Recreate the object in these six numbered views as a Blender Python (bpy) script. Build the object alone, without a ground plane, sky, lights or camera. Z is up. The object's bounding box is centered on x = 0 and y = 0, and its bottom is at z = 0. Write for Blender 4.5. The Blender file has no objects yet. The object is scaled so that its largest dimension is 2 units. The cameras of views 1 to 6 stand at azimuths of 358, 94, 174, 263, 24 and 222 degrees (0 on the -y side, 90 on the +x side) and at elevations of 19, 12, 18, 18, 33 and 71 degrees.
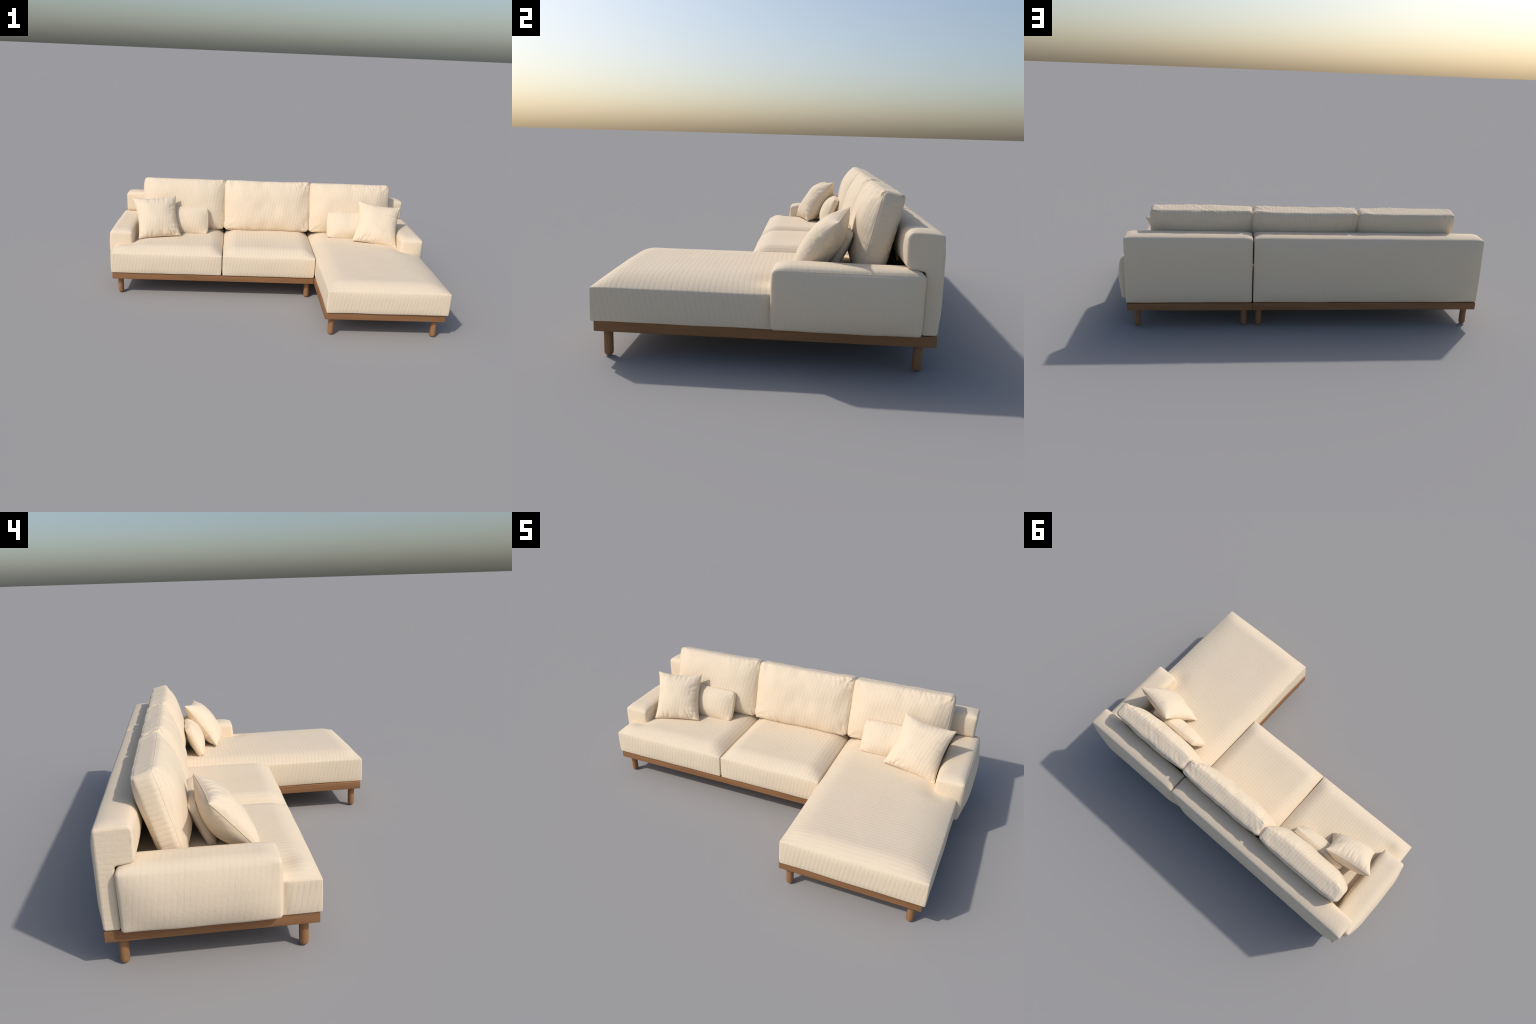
import bpy, math
import numpy as np
from mathutils import Vector, Matrix, noise

# =====================================================================
# helpers: meshes
# =====================================================================
def new_mesh_object(name, verts, faces, mats, mat_idx=None, smooth=True):
    me = bpy.data.meshes.new(name)
    me.from_pydata([tuple(map(float, v)) for v in verts], [], faces)
    for m in mats:
        me.materials.append(m)
    if mat_idx is not None:
        me.polygons.foreach_set("material_index", np.asarray(mat_idx, dtype=np.int32))
    if smooth:
        me.polygons.foreach_set("use_smooth", np.ones(len(me.polygons), dtype=bool))
    me.update()
    ob = bpy.data.objects.new(name, me)
    bpy.context.scene.collection.objects.link(ob)
    return ob


def axis_stations(h, r, step, arc=3):
    """positions along one axis of a rounded box: dense arcs at the two ends"""
    n = max(2, int(round(2 * (h - r) / step)))
    inner = np.linspace(-(h - r), h - r, n + 1)
    arcs = (h - r) + r * np.tan(np.radians(45) * np.arange(1, arc + 1) / arc)
    return np.concatenate([-arcs[::-1], inner, arcs])


def rounded(p, half, r):
    q = np.clip(p, -(half - r), half - r)
    d = p - q
    n = np.linalg.norm(d, axis=1, keepdims=True)
    n[n < 1e-9] = 1
    return q + d / n * r


def rounded_box(half, r, step, arc=3):
    """surface lattice of a box with rounded edges.
    returns verts, quads, face group (0..5 = -x +x -y +y -z +z)"""
    half = np.array(half, float)
    A = [axis_stations(half[i], r, step[i] if hasattr(step, "__len__") else step, arc) for i in range(3)]
    N = [len(a) for a in A]
    index, pts, quads, groups = {}, [], [], []

    def vid(k):
        if k not in index:
            index[k] = len(pts)
            pts.append((A[0][k[0]], A[1][k[1]], A[2][k[2]]))
        return index[k]

    for ax in range(3):
        b, c = (ax + 1) % 3, (ax + 2) % 3
        for side in (0, 1):
            for i in range(N[b] - 1):
                for j in range(N[c] - 1):
                    loop = []
                    for di, dj in ((0, 0), (1, 0), (1, 1), (0, 1)):
                        k = [0, 0, 0]
                        k[ax] = 0 if side == 0 else N[ax] - 1
                        k[b], k[c] = i + di, j + dj
                        loop.append(vid(tuple(k)))
                    quads.append(loop if side else loop[::-1])
                    groups.append(ax * 2 + side)
    P = rounded(np.array(pts), half, r)
    return P, quads, np.array(groups), index, N


def displace(ob, amount):
    """move every vertex along its normal by amount (array)"""
    me = ob.data
    n = len(me.vertices)
    co = np.empty(n * 3)
    me.vertices.foreach_get("co", co)
    no = np.empty(n * 3)
    me.vertex_normals.foreach_get("vector", no)
    co = co.reshape(-1, 3) + no.reshape(-1, 3) * np.asarray(amount)[:, None]
    me.vertices.foreach_set("co", co.ravel())
    me.update()


def noise_at(P, scale, seed):
    s = np.array(scale) if hasattr(scale, "__len__") else np.array([scale] * 3)
    o = np.array([seed * 7.13, seed * 3.71, seed * 5.37])
    return np.array([noise.noise(Vector(p * s + o)) for p in P])


def crease(n):
    """turn smooth noise into narrow valleys between puffed ridges"""
    return 0.45 - np.clip(1 - np.abs(n) * 3.2, 0, 1) ** 1.5


def tube(name, pts, radius, mat, closed=True, sides=6):
    """thin welt swept along a polyline"""
    P = np.array(pts)
    n = len(P)
    T = np.roll(P, -1, 0) - np.roll(P, 1, 0)
    if not closed:
        T[0], T[-1] = P[1] - P[0], P[-1] - P[-2]
    T /= np.linalg.norm(T, axis=1, keepdims=True)
    ref = P - P.mean(0)
    B = np.cross(T, ref)
    B /= np.maximum(np.linalg.norm(B, axis=1, keepdims=True), 1e-9)
    C = np.cross(B, T)
    verts, faces = [], []
    for i in range(n):
        for k in range(sides):
            a = 2 * math.pi * k / sides
            verts.append(P[i] + radius * (math.cos(a) * B[i] + math.sin(a) * C[i]))
    for i in range(n if closed else n - 1):
        j = (i + 1) % n
        for k in range(sides):
            l = (k + 1) % sides
            faces.append((i * sides + k, i * sides + l, j * sides + l, j * sides + k))
    return new_mesh_object(name, verts, faces, [mat])


# =====================================================================
# helpers: materials
# =====================================================================
def node_kit(name):
    m = bpy.data.materials.new(name)
    m.use_nodes = True
    nt = m.node_tree
    nt.nodes.clear()

    def add(kind, **kw):
        n = nt.nodes.new(kind)
        for k, v in kw.items():
            if k.startswith("i_"):
                n.inputs[k[2:]].default_value = v
            else:
                setattr(n, k, v)
        return n

    def math_node(op, a, b=None, clamp=False):
        n = add("ShaderNodeMath", operation=op, use_clamp=clamp)
        for i, x in enumerate((a, b)):
            if x is None:
                continue
            if isinstance(x, (int, float)):
                n.inputs[i].default_value = x
            else:
                nt.links.new(x, n.inputs[i])
        return n.outputs[0]

    out = add("ShaderNodeOutputMaterial")
    bsdf = add("ShaderNodeBsdfPrincipled")
    nt.links.new(bsdf.outputs[0], out.inputs[0])
    return m, nt, add, math_node, bsdf


FABRIC = (0.775, 0.648, 0.487)
FABRIC_DARK = (0.66, 0.55, 0.42)
STRIPE = 0.0195


def fabric_material(axis, lean=0.0, contrast=1.0, relief=1.0, mottle=0.5, kind="ribbed"):
    """ribbed cream cloth: narrow grooves every STRIPE metres along one object axis"""
    m, nt, add, mt, bsdf = node_kit("fabric_" + kind + "_" + axis)
    L = nt.links.new
    tc = add("ShaderNodeTexCoord")
    sep = add("ShaderNodeSeparateXYZ")
    L(tc.outputs["Object"], sep.inputs[0])
    ax = sep.outputs["XYZ".index(axis.upper())]
    if lean:
        ax = mt("ADD", ax, mt("MULTIPLY", sep.outputs[2], lean))
    # the ribs wander a little
    wob = add("ShaderNodeTexNoise", i_Scale=9.0, i_Detail=2.0)
    L(tc.outputs["Object"], wob.inputs["Vector"])
    ax = mt("ADD", ax, mt("MULTIPLY", mt("SUBTRACT", wob.outputs[0], 0.5), 0.007))
    ph = mt("MULTIPLY", ax, 2 * math.pi / STRIPE)
    s = mt("ADD", mt("MULTIPLY", mt("COSINE", ph), 0.5), 0.5)
    groove = mt("POWER", s, 3.0)                     # narrow grooves between wide ribs
    # ribs fade in and out over the cloth
    fade = add("ShaderNodeTexNoise", i_Scale=34.0, i_Detail=3.0)
    L(tc.outputs["Object"], fade.inputs["Vector"])
    fr = add("ShaderNodeMapRange")
    for k, v in zip((1, 2, 3, 4), (0.36, 0.64, 0.28, 1.0)):
        fr.inputs[k].default_value = v
    L(fade.outputs[0], fr.inputs[0])
    groove = mt("MULTIPLY", groove, fr.outputs[0])
    # weave grain
    grain = add("ShaderNodeTexNoise", i_Scale=260.0, i_Detail=3.0)
    L(tc.outputs["Object"], grain.inputs["Vector"])
    mott = add("ShaderNodeTexNoise", i_Scale=75.0, i_Detail=3.0)
    L(tc.outputs["Object"], mott.inputs["Vector"])
    # colour: base, darker colour along the grooves, faint broad drift between warm and greenish cream
    drift = add("ShaderNodeTexNoise", i_Scale=6.5, i_Detail=2.0)
    L(tc.outputs["Object"], drift.inputs["Vector"])
    dr = add("ShaderNodeMapRange")
    for k, v in zip((1, 2, 3, 4), (0.35, 0.65, 0.0, 1.0)):
        dr.inputs[k].default_value = v
    L(drift.outputs[0], dr.inputs[0])
    warm = add("ShaderNodeMix", data_type="RGBA")
    warm.inputs[6].default_value = (FABRIC[0] * 1.006, FABRIC[1] * 0.996, FABRIC[2] * 0.99, 1)
    warm.inputs[7].default_value = (FABRIC[0] * 0.994, FABRIC[1] * 1.004, FABRIC[2] * 1.0, 1)
    L(dr.outputs[0], warm.inputs[0])
    mix = add("ShaderNodeMix", data_type="RGBA")
    mix.inputs[7].default_value = (*FABRIC_DARK, 1)
    L(warm.outputs[2], mix.inputs[6])
    g = mt("ADD", mt("MULTIPLY", groove, 0.28 * contrast),
           mt("MULTIPLY", mt("SUBTRACT", mott.outputs[0], 0.5), 0.22), clamp=True)
    L(g, mix.inputs[0])
    L(mix.outputs[2], bsdf.inputs["Base Color"])
    bsdf.inputs["Roughness"].default_value = 0.92
    bsdf.inputs["Specular IOR Level"].default_value = 0.18
    bsdf.inputs["Sheen Weight"].default_value = 0.05
    # relief of ribs and weave
    h = mt("ADD", mt("MULTIPLY", groove, -1.0 * relief),
           mt("ADD", mt("MULTIPLY", mott.outputs[0], mottle), mt("MULTIPLY", grain.outputs[0], 0.18)))
    bump = add("ShaderNodeBump", i_Strength=0.48, i_Distance=0.0013)
    L(h, bump.inputs["Height"])
    L(bump.outputs[0], bsdf.inputs["Normal"])
    return m


def wood_material(axis, tone=(1, 1, 1)):
    """brown oiled wood, grain running along one object axis"""
    m, nt, add, mt, bsdf = node_kit("wood_brown_" + axis)
    L = nt.links.new
    tc = add("ShaderNodeTexCoord")
    mp = add("ShaderNodeMapping")
    sc = [42.0, 42.0, 42.0]
    sc["xyz".index(axis)] = 2.6
    mp.inputs["Scale"].default_value = sc
    L(tc.outputs["Object"], mp.inputs[0])
    n1 = add("ShaderNodeTexNoise", i_Scale=1.0, i_Detail=4.0, i_Distortion=0.6)
    L(mp.outputs[0], n1.inputs["Vector"])
    mp2 = add("ShaderNodeMapping")
    sc2 = [240.0, 240.0, 240.0]
    sc2["xyz".index(axis)] = 8.0
    mp2.inputs["Scale"].default_value = sc2
    L(tc.outputs["Object"], mp2.inputs[0])
    n2 = add("ShaderNodeTexNoise", i_Scale=1.0, i_Detail=2.0)
    L(mp2.outputs[0], n2.inputs["Vector"])
    v = mt("ADD", mt("MULTIPLY", n1.outputs[0], 0.75), mt("MULTIPLY", n2.outputs[0], 0.25))
    ramp = add("ShaderNodeValToRGB")
    e = ramp.color_ramp.elements
    e[0].position, e[0].color = 0.3, (0.245 * tone[0], 0.116 * tone[1], 0.052 * tone[2], 1)
    e[1].position, e[1].color = 0.7, (0.345 * tone[0], 0.170 * tone[1], 0.080 * tone[2], 1)
    mid = ramp.color_ramp.elements.new(0.5)
    mid.color = (0.300 * tone[0], 0.145 * tone[1], 0.066 * tone[2], 1)
    L(v, ramp.inputs[0])
    L(ramp.outputs[0], bsdf.inputs["Base Color"])
    bsdf.inputs["Roughness"].default_value = 0.55
    bsdf.inputs["Specular IOR Level"].default_value = 0.3
    bump = add("ShaderNodeBump", i_Strength=0.25, i_Distance=0.0008)
    L(n2.outputs[0], bump.inputs["Height"])
    L(bump.outputs[0], bsdf.inputs["Normal"])
    return m


RIB_X = fabric_material("x", lean=-0.16)
RIB_Y = fabric_material("y", lean=0.18)
RIB_Z = fabric_material("z")
SOFT = [fabric_material(a, lean=l, contrast=0.42, relief=0.42, mottle=1.1, kind="plain_rib") for a, l in (("x", -0.2), ("y", 0.12), ("z", 0))]
WOOD = {a: wood_material(a, (0.88, 0.89, 0.84)) for a in "xy"}
WOOD["z"] = wood_material("z", (1.0, 1.04, 1.02))
CLOTH = [RIB_X, RIB_Y, RIB_Z]
X, Y, Z = 0, 1, 2


# =====================================================================
# upholstered box cushion
# =====================================================================
def fall(u, p, h=1.0):
    """bulge profile across a face: 1 in the middle, 0 at the rim.
    p > 0: a power curve; p < 0: flat, rolling over within |p| metres of the rim"""
    u = np.clip(np.abs(u), 0, 1)
    if p > 0:
        return 1 - u ** p
    return 1 - np.clip(1 - (1 - u) * h / -p, 0, 1) ** 2


def cushion(name, center, half, r, step, puff, ribs, tilt=0.0, powers=((4, 4),) * 3, tuck=0.0,
            wrinkle=0.0, seed=1, welts=(), arc=3, lump=0.0015, taper=None, extra=None, ribs_mats=None, reach=0.055, welt_r=0.0010):
    """puff: bulge (m) of faces -x +x -y +y -z +z;  ribs: rib axis per face;
    powers[axis] = fall-off powers of that axis' bulge over the two other axes;
    tuck: how far the corners are pulled in;  welts: list of (face axis, side) whose rim carries a seam"""
    ribs_mats = ribs_mats or CLOTH
    half = np.array(half, float)
    P, quads, groups, index, N = rounded_box(half, r, step, arc)

    def shape(P):
        U = np.clip(P / half, -1, 1)
        Q = P.copy()
        for ax in range(3):
            b, c = (ax + 1) % 3, (ax + 2) % 3
            f = fall(U[:, b], powers[ax][0], half[b]) * fall(U[:, c], powers[ax][1], half[c])
            w = U[:, ax]
            Q[:, ax] += np.where(w > 0, puff[2 * ax + 1] * w ** 2, -puff[2 * ax] * w ** 2) * f
        if tuck:
            corner = np.abs(U[:, 0]) ** 10 * np.abs(U[:, 2]) ** 10
            Q[:, 0] -= np.sign(U[:, 0]) * tuck * corner
            Q[:, 2] -= np.sign(U[:, 2]) * tuck * corner
        if taper is not None:
            Q = taper(Q, U)
        if extra is not None:
            Q = extra(Q, U)
        return Q

    Q = shape(P)
    idx = np.array([ribs[g] for g in groups])
    ob = new_mesh_object(name, Q, quads, ribs_mats, idx)
    U = np.clip(P / half, -1, 1)
    amount = lump * noise_at(Q, 7.0, seed) * 1.0
    if wrinkle:
        d = half - np.abs(P)                       # distance to the three face pairs
        dx, dy, dz = d[:, 0], d[:, 1], d[:, 2]
        # creases run across an edge, so they vary quickly along it; each is a narrow valley
        along_x = crease(noise_at(Q + np.array([0.45, 0, 0]) * Q[:, [2]], (34, 10, 8), seed + 2))
        along_z = crease(noise_at(Q + np.array([0, 0, 0.3]) * Q[:, [0]], (8, 10, 34), seed + 3))
        patch = np.clip(0.45 + 1.6 * noise_at(Q, 6.0, seed + 5), 0.05, 1.2)
        near = lambda t, w: np.exp(-(t / w) ** 2) * np.clip(t / 0.012, 0, 1)
        top = np.where(P[:, 2] > 0, 1.0, 0.7)
        face = np.abs(U[:, 1]) ** 2
        amount += wrinkle * (along_x * near(dz, reach) * top + 0.8 * along_z * near(dx, reach * 0.9)) * face * patch
        # creases over the narrow top strip
        strip = np.clip(U[:, 2], 0, 1) ** 12 * (1 - U[:, 1] ** 4)
        slant = crease(noise_at(Q + np.array([0.9, 0, 0]) * Q[:, [1]], (40, 6, 6), seed + 12))
        amount += 0.5 * wrinkle * slant * strip * patch
        # corners gather the cloth
        cor = np.exp(-((dx / (1.3 * reach)) ** 2 + (dz / (1.3 * reach)) ** 2)) * np.clip((dx + dz) / 0.02, 0, 1)
        ang = np.arctan2(dz + 1e-6, dx + 1e-6)
        amount += wrinkle * 0.55 * cor * np.sin(ang * 11 + seed + 4 * noise_at(Q, 11, seed + 8)) * face
        # broad soft dents in the filling
        amount += wrinkle * 0.8 * noise_at(Q, (14, 10, 11), seed + 15) * face
    displace(ob, amount)
    ob.location = center
    ob.rotation_euler = (tilt, 0, 0)
    # seams: fine welts that follow the rim of a face on the finished surface
    final = np.empty(len(P) * 3)
    ob.data.vertices.foreach_get("co", final)
    final = final.reshape(-1, 3)
    for (ax, side) in welts:
        b, c = (ax + 1) % 3, (ax + 2) % 3
        walk = ([(i, 0) for i in range(N[b] - 1)] + [(N[b] - 1, j) for j in range(N[c] - 1)]
                + [(i, N[c] - 1) for i in range(N[b] - 1, 0, -1)] + [(0, j) for j in range(N[c] - 1, 0, -1)])
        rim = []
        for i, j in walk:
            k = [0, 0, 0]
            k[ax] = N[ax] - 1 if side > 0 else 0
            k[b], k[c] = i, j
            rim.append(final[index[tuple(k)]])
        w = tube("seam", rim, welt_r, ribs_mats[0])
        w.parent = ob
    return ob


def box_between(lo, hi):
    lo, hi = np.array(lo, float), np.array(hi, float)
    return tuple((lo + hi) / 2), tuple((hi - lo) / 2)


# =====================================================================
# the sofa
# =====================================================================
sofa = bpy.data.objects.new("corner_sofa", None)
bpy.context.scene.collection.objects.link(sofa)
sofa["label"] = "cream ribbed fabric corner sofa with chaise on wooden legs"
sofa["category"] = "sofa"


def part(ob, parent=sofa):
    ob.parent = parent
    return ob


# ---- wooden base: two frames, four round legs under each ------------
FRAME_LO, FRAME_HI = 0.1025, 0.1425
LEG_R = 0.017
SPLIT = 0.286


def leg_mesh():
    prof = [(0.0, 0.0), (0.0085, 0.0), (0.0115, 0.0012), (0.0145, 0.0045), (0.0163, 0.009), (LEG_R, 0.014),
            (LEG_R, 0.04), (LEG_R, 0.07), (LEG_R, FRAME_LO + 0.004)]
    n = 32
    verts = [(0, 0, 0)]
    for rr, z in prof[1:]:
        verts += [(rr * math.cos(2 * math.pi * k / n), rr * math.sin(2 * math.pi * k / n), z) for k in range(n)]
    faces = [(0, 1 + (k + 1) % n, 1 + k) for k in range(n)]
    for i in range(len(prof) - 2):
        a, b = 1 + i * n, 1 + (i + 1) * n
        faces += [(a + k, a + (k + 1) % n, b + (k + 1) % n, b + k) for k in range(n)]
    last = 1 + (len(prof) - 2) * n
    faces.append(tuple(last + k for k in range(n)))
    return verts, faces


leg_proto = None


def base_frame(x0, x1, y0, y1, legs):
    global leg_proto
    c, h = box_between((x0, y0, FRAME_LO), (x1, y1, FRAME_HI))
    P, quads, groups, _, _ = rounded_box(h, 0.0025, (0.1, 0.1, 0.02), 2)
    idx = [{0: 1, 1: 1}.get(g, 0) for g in groups]
    fr = new_mesh_object("frame", P, quads, [WOOD["x"], WOOD["y"]], idx)
    fr.location = c
    part(fr)
    for i, (lx, ly) in enumerate(legs):
        if leg_proto is None:
            v, f = leg_mesh()
            lg = leg_proto = new_mesh_object("leg", v, f, [WOOD["z"]])
        else:
            lg = leg_proto.copy()
            bpy.context.scene.collection.objects.link(lg)
        lg.parent = fr
        lg.location = (lx - c[0], ly - c[1], -c[2])
        lg.rotation_euler = (0, 0, 1.3 * i + x0)
    return fr


base_frame(-0.944, SPLIT - 0.0006, -0.099, 0.603,
           ((-0.902, -0.051), (0.250, -0.051), (-0.902, 0.551), (0.250, 0.551), (-0.33, 0.252)))
base_frame(SPLIT + 0.0006, 0.939, -0.604, 0.603,
           ((0.329, -0.565), (0.894, -0.565), (0.329, 0.550), (0.893, 0.550)))

# ---- seat cushions ---------------------------------------------------
SEAT_RIBS = (Y, Y, X, X, X, X)       # ribs of -x +x -y +y -z +z faces
CHAISE_RIBS = (Y, Y, X, X, Y, Y)


def seat_taper(Q, U):
    # lower rim pulled in a little all round
    k = np.clip(-U[:, 2], 0, 1) ** 3
    Q[:, 0] -= np.sign(U[:, 0]) * np.abs(U[:, 0]) ** 8 * 0.003 * k
    return Q


def arm_squeeze(cx, cy):
    """the armrests press the seat down where they meet it"""
    def f(Q, U):
        x, y = np.abs(Q[:, 0] + cx), Q[:, 1] + cy
        k = np.where(x > 0.86, 1.0, np.exp(-((x - 0.86) / 0.06) ** 2)) / (1 + np.exp(-(y + 0.03) / 0.018))
        over = Q[:, 2] - (SEAT_HI - SEAT_LO) / 2 - 0.018      # anything higher is pushed down
        Q[:, 2] -= 0.95 * k * np.clip(over, 0, 1)
        # and the boxing tucks in where it meets the arm front
        side = (x > 0.93) * np.clip(1 - U[:, 2] ** 8, 0, 1)
        Q[:, 0] -= np.sign(Q[:, 0] + cx) * 0.010 * side * np.exp(-((y - 0.030) / 0.014) ** 2)
        return Q
    return f


SEAT_LO, SEAT_HI = 0.1435, 0.268
for (x0, x1, seed) in ((-0.951, -0.2825, 3), (-0.2785, 0.2855, 9)):
    c, h = box_between((x0, -0.106, SEAT_LO), (x1, 0.545, SEAT_HI))
    part(cushion("seat_cushion", c, h, 0.005, 0.013, (0.002, 0.001, 0.006, 0, 0, 0.040), SEAT_RIBS,
                 powers=((4, 4), (4, 4), (-0.085, -0.085)), seed=seed, taper=seat_taper, lump=0.002,
                 extra=arm_squeeze((x0 + x1) / 2, 0.2205)))

c, h = box_between((0.291, -0.612, SEAT_LO), (0.952, 0.545, SEAT_HI))
chaise_squeeze = arm_squeeze(c[0], c[1])


def chaise_shape(Q, U, hx=h[0], hy=h[1]):
    """fuller roll-over on the inner side than on the open outer side"""
    Q = chaise_squeeze(Q, U)
    more = (fall(U[:, 0], -0.10, hx) - fall(U[:, 0], 5)) * (U[:, 0] < 0)
    Q[:, 2] += 0.026 * more * fall(U[:, 1], -0.09, hy) * np.clip(U[:, 2], 0, 1) ** 2
    return Q


part(cushion("chaise_cushion", c, h, 0.005, 0.013, (0.002, 0.004, 0.006, 0, 0, 0.038), CHAISE_RIBS,
             powers=((4, 4), (4, 4), (5, -0.09)), seed=14, taper=seat_taper, lump=0.002, extra=chaise_shape))

# ---- armrests ----------------------------------------------------------
ARM_RIBS = (Y, Y, X, X, Y, Y)
for side in (-1, 1):
    c, h = box_between((0.838, 0.030, 0.1455), (0.976, 0.545, 0.361))
    c = (c[0] * side, c[1], c[2])
    out, inn = 0.024, 0.010
    puff = (inn, out, 0.007, 0.0, 0.0, 0.015) if side > 0 else (out, inn, 0.007, 0.0, 0.0, 0.015)

    def arm_taper(Q, U, side=side):
        # the outer wall leans in towards the floor and the frame
        k = np.clip(-U[:, 2] - 0.0, 0, 1) ** 2
        o = np.clip(U[:, 0] * side, 0, 1)
        Q[:, 0] -= side * 0.003 * k * o
        return Q

    part(cushion("armrest", c, h, 0.014, 0.012, puff, ARM_RIBS, powers=((-0.14, -0.10), (3, 3), (-0.04, -0.06)),
                 seed=20 + side, taper=arm_taper, arc=4, lump=0.0025, ribs_mats=SOFT,
                 welts=((X, 1),) if side > 0 else (), welt_r=0.0006))


# ---- backrests: an L-shaped profile swept along x ------------------------
def round_profile(corners, seg=5):
    """corners: (y, z, radius) in order; returns the rounded closed outline"""
    pts = []
    n = len(corners)
    for i, (y, z, r) in enumerate(corners):
        p = np.array((y, z))
        a = np.array(corners[i - 1][:2]) - p
        b = np.array(corners[(i + 1) % n][:2]) - p
        la, lb = np.linalg.norm(a), np.linalg.norm(b)
        a, b = a / la, b / lb
        ang = math.acos(np.clip(a @ b, -1, 1))
        t = r / math.tan(ang / 2)
        p0, p1 = p + a * t, p + b * t
        ctr = p + (a + b) / np.linalg.norm(a + b) * (r / math.sin(ang / 2))
        v0, v1 = p0 - ctr, p1 - ctr
        tot = math.acos(np.clip(v0 @ v1 / (r * r), -1, 1))
        for k in range(seg + 1):
            w0 = math.sin((1 - k / seg) * tot) / math.sin(tot)
            w1 = math.sin(k / seg * tot) / math.sin(tot)
            pts.append(ctr + w0 * v0 + w1 * v1)
    # fill the straight runs
    out = []
    for i, p in enumerate(pts):
        q = pts[(i + 1) % len(pts)]
        d = np.linalg.norm(q - p)
        k = max(1, int(d / 0.014))
        out += [p + (q - p) * j / k for j in range(k)]
    return np.array(out)


BACK_PROFILE = ((0.603, 0.1445, 0.0105), (0.603, 0.496, 0.0115), (0.480, 0.500, 0.017),
                (0.482, 0.376, 0.022), (0.547, 0.368, 0.0115), (0.547, 0.1445, 0.0105))


def backrest(x0, x1, seed):
    prof = round_profile(BACK_PROFILE)
    m = len(prof)
    d = np.roll(prof, -1, 0) - np.roll(prof, 1, 0)
    d /= np.linalg.norm(d, axis=1, keepdims=True)
    nrm = np.stack([d[:, 1], -d[:, 0]], 1)            # outward or inward, fixed below
    if (nrm[:3] @ np.array((1.0, 0.0))).sum() < 0:
        nrm = -nrm
    hx, r = (x1 - x0) / 2, 0.0095
    cx = (x0 + x1) / 2
    xs, inset = [], []
    for k in range(5):
        a = math.radians(90 * k / 5)
        xs.append(-hx + r * (1 - math.sin(a)))
        inset.append(r * (1 - math.cos(a)))
    xs = [-hx + r * (1 - math.sin(math.radians(90 * (1 - k / 5)))) for k in range(5)]
    inset = [r * (1 - math.cos(math.radians(90 * (1 - k / 5)))) for k in range(5)]
    mid = list(np.linspace(-hx + r, hx - r, max(3, int(2 * hx / 0.02))))
    X_ = xs + mid + [-v for v in xs[::-1]]
    I_ = inset + [0.0] * len(mid) + inset[::-1]
    cy, cz = 0.56, 0.32
    verts = []
    for xx, ii in zip(X_, I_):
        u = xx / hx
        f = fall(u, 10)
        for (y, z), (ny, nz) in zip(prof, nrm):
            yy, zz = y - ny * ii, z - nz * ii
            # slight crown on the top and a soft swelling of the rear face
            top = np.clip((z - 0.47) / 0.03, 0, 1)
            zz += 0.013 * fall(u, -0.05, hx) * top * fall((y - 0.541) / 0.064, -0.05, 0.064)
            front = np.clip((0.52 - y) / 0.04, 0, 1)
            yy -= 0.010 * f * front * math.sin(math.pi * np.clip((z - 0.37) / 0.13, 0, 1))
            rear = 1.0 if y > 0.6 else 0.0
            yy += 0.018 * fall(u, -0.085, hx) * rear * fall((z - 0.320) / 0.170, -0.075, 0.170)
            verts.append((xx, yy - cy, zz - cz))
    faces, idx = [], []
    n = len(X_)
    for i in range(n - 1):
        end = i < 4 or i >= n - 5
        for k in range(m):
            l = (k + 1) % m
            faces.append((i * m + k, i * m + l, (i + 1) * m + l, (i + 1) * m + k))
            idx.append(Z if end else X)
    faces.append(tuple(range(m))[::-1])
    faces.append(tuple((n - 1) * m + k for k in range(m)))
    idx += [Z, Z]
    ob = new_mesh_object("backrest", verts, faces, SOFT, idx)
    import bmesh
    bm = bmesh.new()
    bm.from_mesh(ob.data)
    bmesh.ops.recalc_face_normals(bm, faces=bm.faces)
    caps = [f for f in bm.faces if len(f.verts) > 4]
    for f in bmesh.ops.triangulate(bm, faces=caps, ngon_method="EAR_CLIP")["faces"]:
        f.smooth = False
    bm.to_mesh(ob.data)
    bm.free()
    V = np.array(verts)
    inner = np.repeat(np.array([0 if (i < 5 or i >= n - 5) else 1 for i in range(n)]), m)
    displace(ob, 0.0016 * noise_at(V, 6.0, seed) * inner)
    ob.location = (cx, cy, cz)
    return part(ob)


backrest(-0.948, SPLIT - 0.003, 31)
backrest(SPLIT + 0.003, 0.943, 32)

# ---- back cushions --------------------------------------------------------
BACK_RIBS = (Z, Z, X, X, X, X)
HH, HT = 0.1685, 0.0385          # half height and half thickness of the boxing
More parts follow.
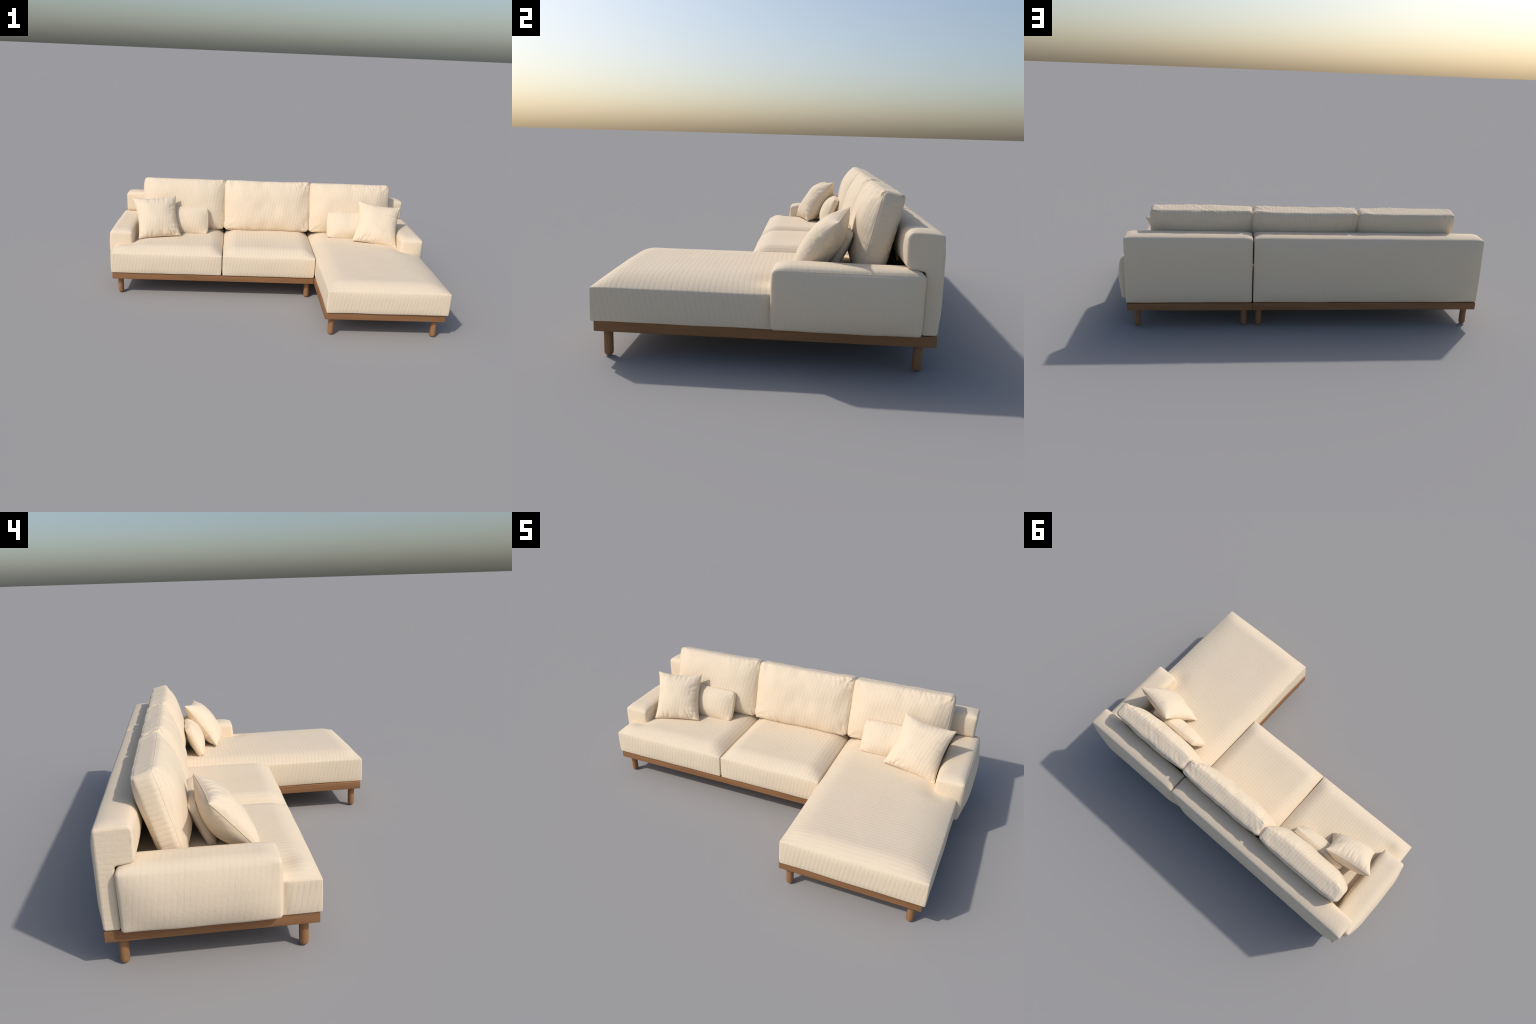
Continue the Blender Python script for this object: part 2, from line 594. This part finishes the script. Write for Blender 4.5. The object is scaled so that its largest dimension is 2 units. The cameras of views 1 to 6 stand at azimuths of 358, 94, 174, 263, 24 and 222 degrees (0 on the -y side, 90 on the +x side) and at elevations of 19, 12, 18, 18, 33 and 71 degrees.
# x from, x to, lean back (degrees), y of the front at mid height, seed, crease depth, front fullness and its fall-off
for (x0, x1, lean, ymid, seed, wr, full, side_p) in ((-0.814, -0.2835, 15.2, 0.3725, 41, 0.0036, 0.055, 5),
                                       (-0.2795, 0.2835, 15.0, 0.3700, 42, 0.0066, 0.047, 4),
                                       (0.2885, 0.816, 12.6, 0.3695, 43, 0.0046, 0.050, 4)):
    tl = math.radians(-lean)
    c = ((x0 + x1) / 2, ymid + math.cos(tl) * HT, 0.4700 + math.sin(tl) * HT)
    h = ((x1 - x0) / 2, HT, HH)
    part(cushion("back_cushion", c, h, 0.016, (0.0072, 0.006, 0.0068), (0.008, 0.008, full, 0.026, 0.0, -0.006),
                 BACK_RIBS, tilt=tl, powers=((4, 6), (3.4, side_p), (5, 6)), tuck=0.006, wrinkle=wr, seed=seed,
                 welts=((Y, -1), (Y, 1)), lump=0.003, arc=4))

# =====================================================================
# loose pillows
# =====================================================================
# ---- two lumbar pillows, leaning on the back cushions ----------------
for (x0, x1, seed) in ((-0.716, -0.388, 51), (0.401, 0.732, 52)):
    tl = math.radians(-23.5)
    ft = 0.0135
    fm = np.array((0.2535, 0.3865))
    c = ((x0 + x1) / 2, fm[0] + math.cos(tl) * ft, fm[1] + math.sin(tl) * ft)
    ob = cushion("lumbar_pillow", c, ((x1 - x0) / 2, ft, 0.0855), 0.005, (0.007, 0.006, 0.007),
                 (0.005, 0.005, 0.034, 0.022, 0.0, 0.003), BACK_RIBS, tilt=tl, powers=((4, 4), (2.6, 3.6), (4, 4)),
                 tuck=0.004, wrinkle=0.0032, reach=0.035, seed=seed, welts=((Y, -1), (Y, 1)), lump=0.003)
    ob["label"] = "small rectangular cream ribbed lumbar pillow with boxed edge"
    ob["category"] = "pillow"


# ---- two square knife-edge pillows with dog-eared corners -------------
def throw_pillow(corners, depth, seed, pinch=0.115):
    """corners: TL TR BR BL as seen from the front"""
    TL, TR, BR, BL = [np.array(c, float) for c in corners]
    ctr = (TL + TR + BR + BL) / 4
    ex = ((TR + BR) - (TL + BL)) / 2
    ez = ((TL + TR) - (BL + BR)) / 2
    ex /= np.linalg.norm(ex)
    ey = np.cross(ez, ex)
    ey /= np.linalg.norm(ey)                       # points to the back
    ez = np.cross(ex, ey)
    M = np.array([ex, ey, ez])
    loc = [M @ (c - ctr) for c in (TL, TR, BR, BL)]
    n = 64
    g = np.sin(np.linspace(-1, 1, n + 1) * math.pi / 2) * 0.55 + np.linspace(-1, 1, n + 1) * 0.45
    S, T = np.meshgrid(g, g, indexing="ij")
    S, T = S.ravel(), T.ravel()
    s = S * (1 - pinch * (1 - np.abs(T) ** 1.9))
    # the lower edge rests on the seat and is pressed nearly straight
    t = T * (1 - np.where(T > 0, pinch, 0.35 * pinch) * (1 - np.abs(S) ** 1.9))
    a, b = (s + 1) / 2, (t + 1) / 2
    base = (loc[0][None] * ((1 - a) * b)[:, None] + loc[1][None] * (a * b)[:, None]
            + loc[2][None] * (a * (1 - b))[:, None] + loc[3][None] * ((1 - a) * (1 - b))[:, None])
    prof = (np.clip(1 - np.abs(S) ** 2.3, 0, 1) * np.clip(1 - np.abs(T) ** 2.3, 0, 1)) ** 0.55
    verts, side_sign = [], []
    for sg, d in ((-1, depth[0]), (1, depth[1])):
        V = base.copy()
        V[:, 1] += sg * (d * prof + 0.0012)
        # gathers run in from the sewn edges
        ds, dt = 1 - np.abs(S), 1 - np.abs(T)
        e1 = np.exp(-(dt / 0.30) ** 2) * np.clip(dt / 0.05, 0, 1)
        e2 = np.exp(-(ds / 0.30) ** 2) * np.clip(ds / 0.05, 0, 1)
        q = np.stack([S, T, 0 * S + sg], 1)
        w1 = crease(noise_at(q, (5.2, 1.1, 1), seed + sg))
        w2 = crease(noise_at(q, (1.1, 5.2, 1), seed + 4 + sg))
        p1 = np.clip(0.6 + 1.4 * noise_at(q, 1.7, seed + 20), 0.1, 1.2)
        V[:, 1] += sg * 0.0078 * (w1 * e1 + w2 * e2) * p1
        V[:, 1] += sg * 0.006 * noise_at(q, 1.8, seed + 9) * (1 - np.maximum(np.abs(S), np.abs(T)) ** 4)
        verts.append(V)
    m = (n + 1) ** 2
    idx = lambda i, j, k: k * m + i * (n + 1) + j
    faces = []
    for i in range(n):
        for j in range(n):
            faces.append((idx(i, j, 0), idx(i + 1, j, 0), idx(i + 1, j + 1, 0), idx(i, j + 1, 0)))
            faces.append((idx(i, j, 1), idx(i, j + 1, 1), idx(i + 1, j + 1, 1), idx(i + 1, j, 1)))
    ring = [(i, 0) for i in range(n)] + [(n, j) for j in range(n)] + [(i, n) for i in range(n, 0, -1)] + [(0, j) for j in range(n, 0, -1)]
    for p, q in zip(ring, ring[1:] + ring[:1]):
        faces.append((idx(*q, 0), idx(*p, 0), idx(*p, 1), idx(*q, 1)))
    V = np.concatenate(verts)
    ob = new_mesh_object("throw_pillow", V, faces, CLOTH, [X] * len(faces))
    rim = [verts[0][i * (n + 1) + j] * 0.5 + verts[1][i * (n + 1) + j] * 0.5 for i, j in ring]
    w = tube("seam", rim, 0.0014, RIB_X)
    w.parent = ob
    R = Matrix(((ex[0], ey[0], ez[0]), (ex[1], ey[1], ez[1]), (ex[2], ey[2], ez[2])))
    ob.matrix_world = Matrix.Translation(Vector(ctr)) @ R.to_4x4()
    ob["label"] = "square cream ribbed throw pillow with pointed corners"
    ob["category"] = "pillow"
    return ob


throw_pillow(((-0.868, 0.245, 0.523), (-0.598, 0.286, 0.540), (-0.550, 0.144, 0.314), (-0.806, 0.072, 0.309)),
             (0.062, 0.076), 61)
throw_pillow(((0.602, 0.305, 0.541), (0.870, 0.251, 0.517), (0.827, 0.093, 0.289), (0.551, 0.143, 0.319)),
             (0.060, 0.066), 77)
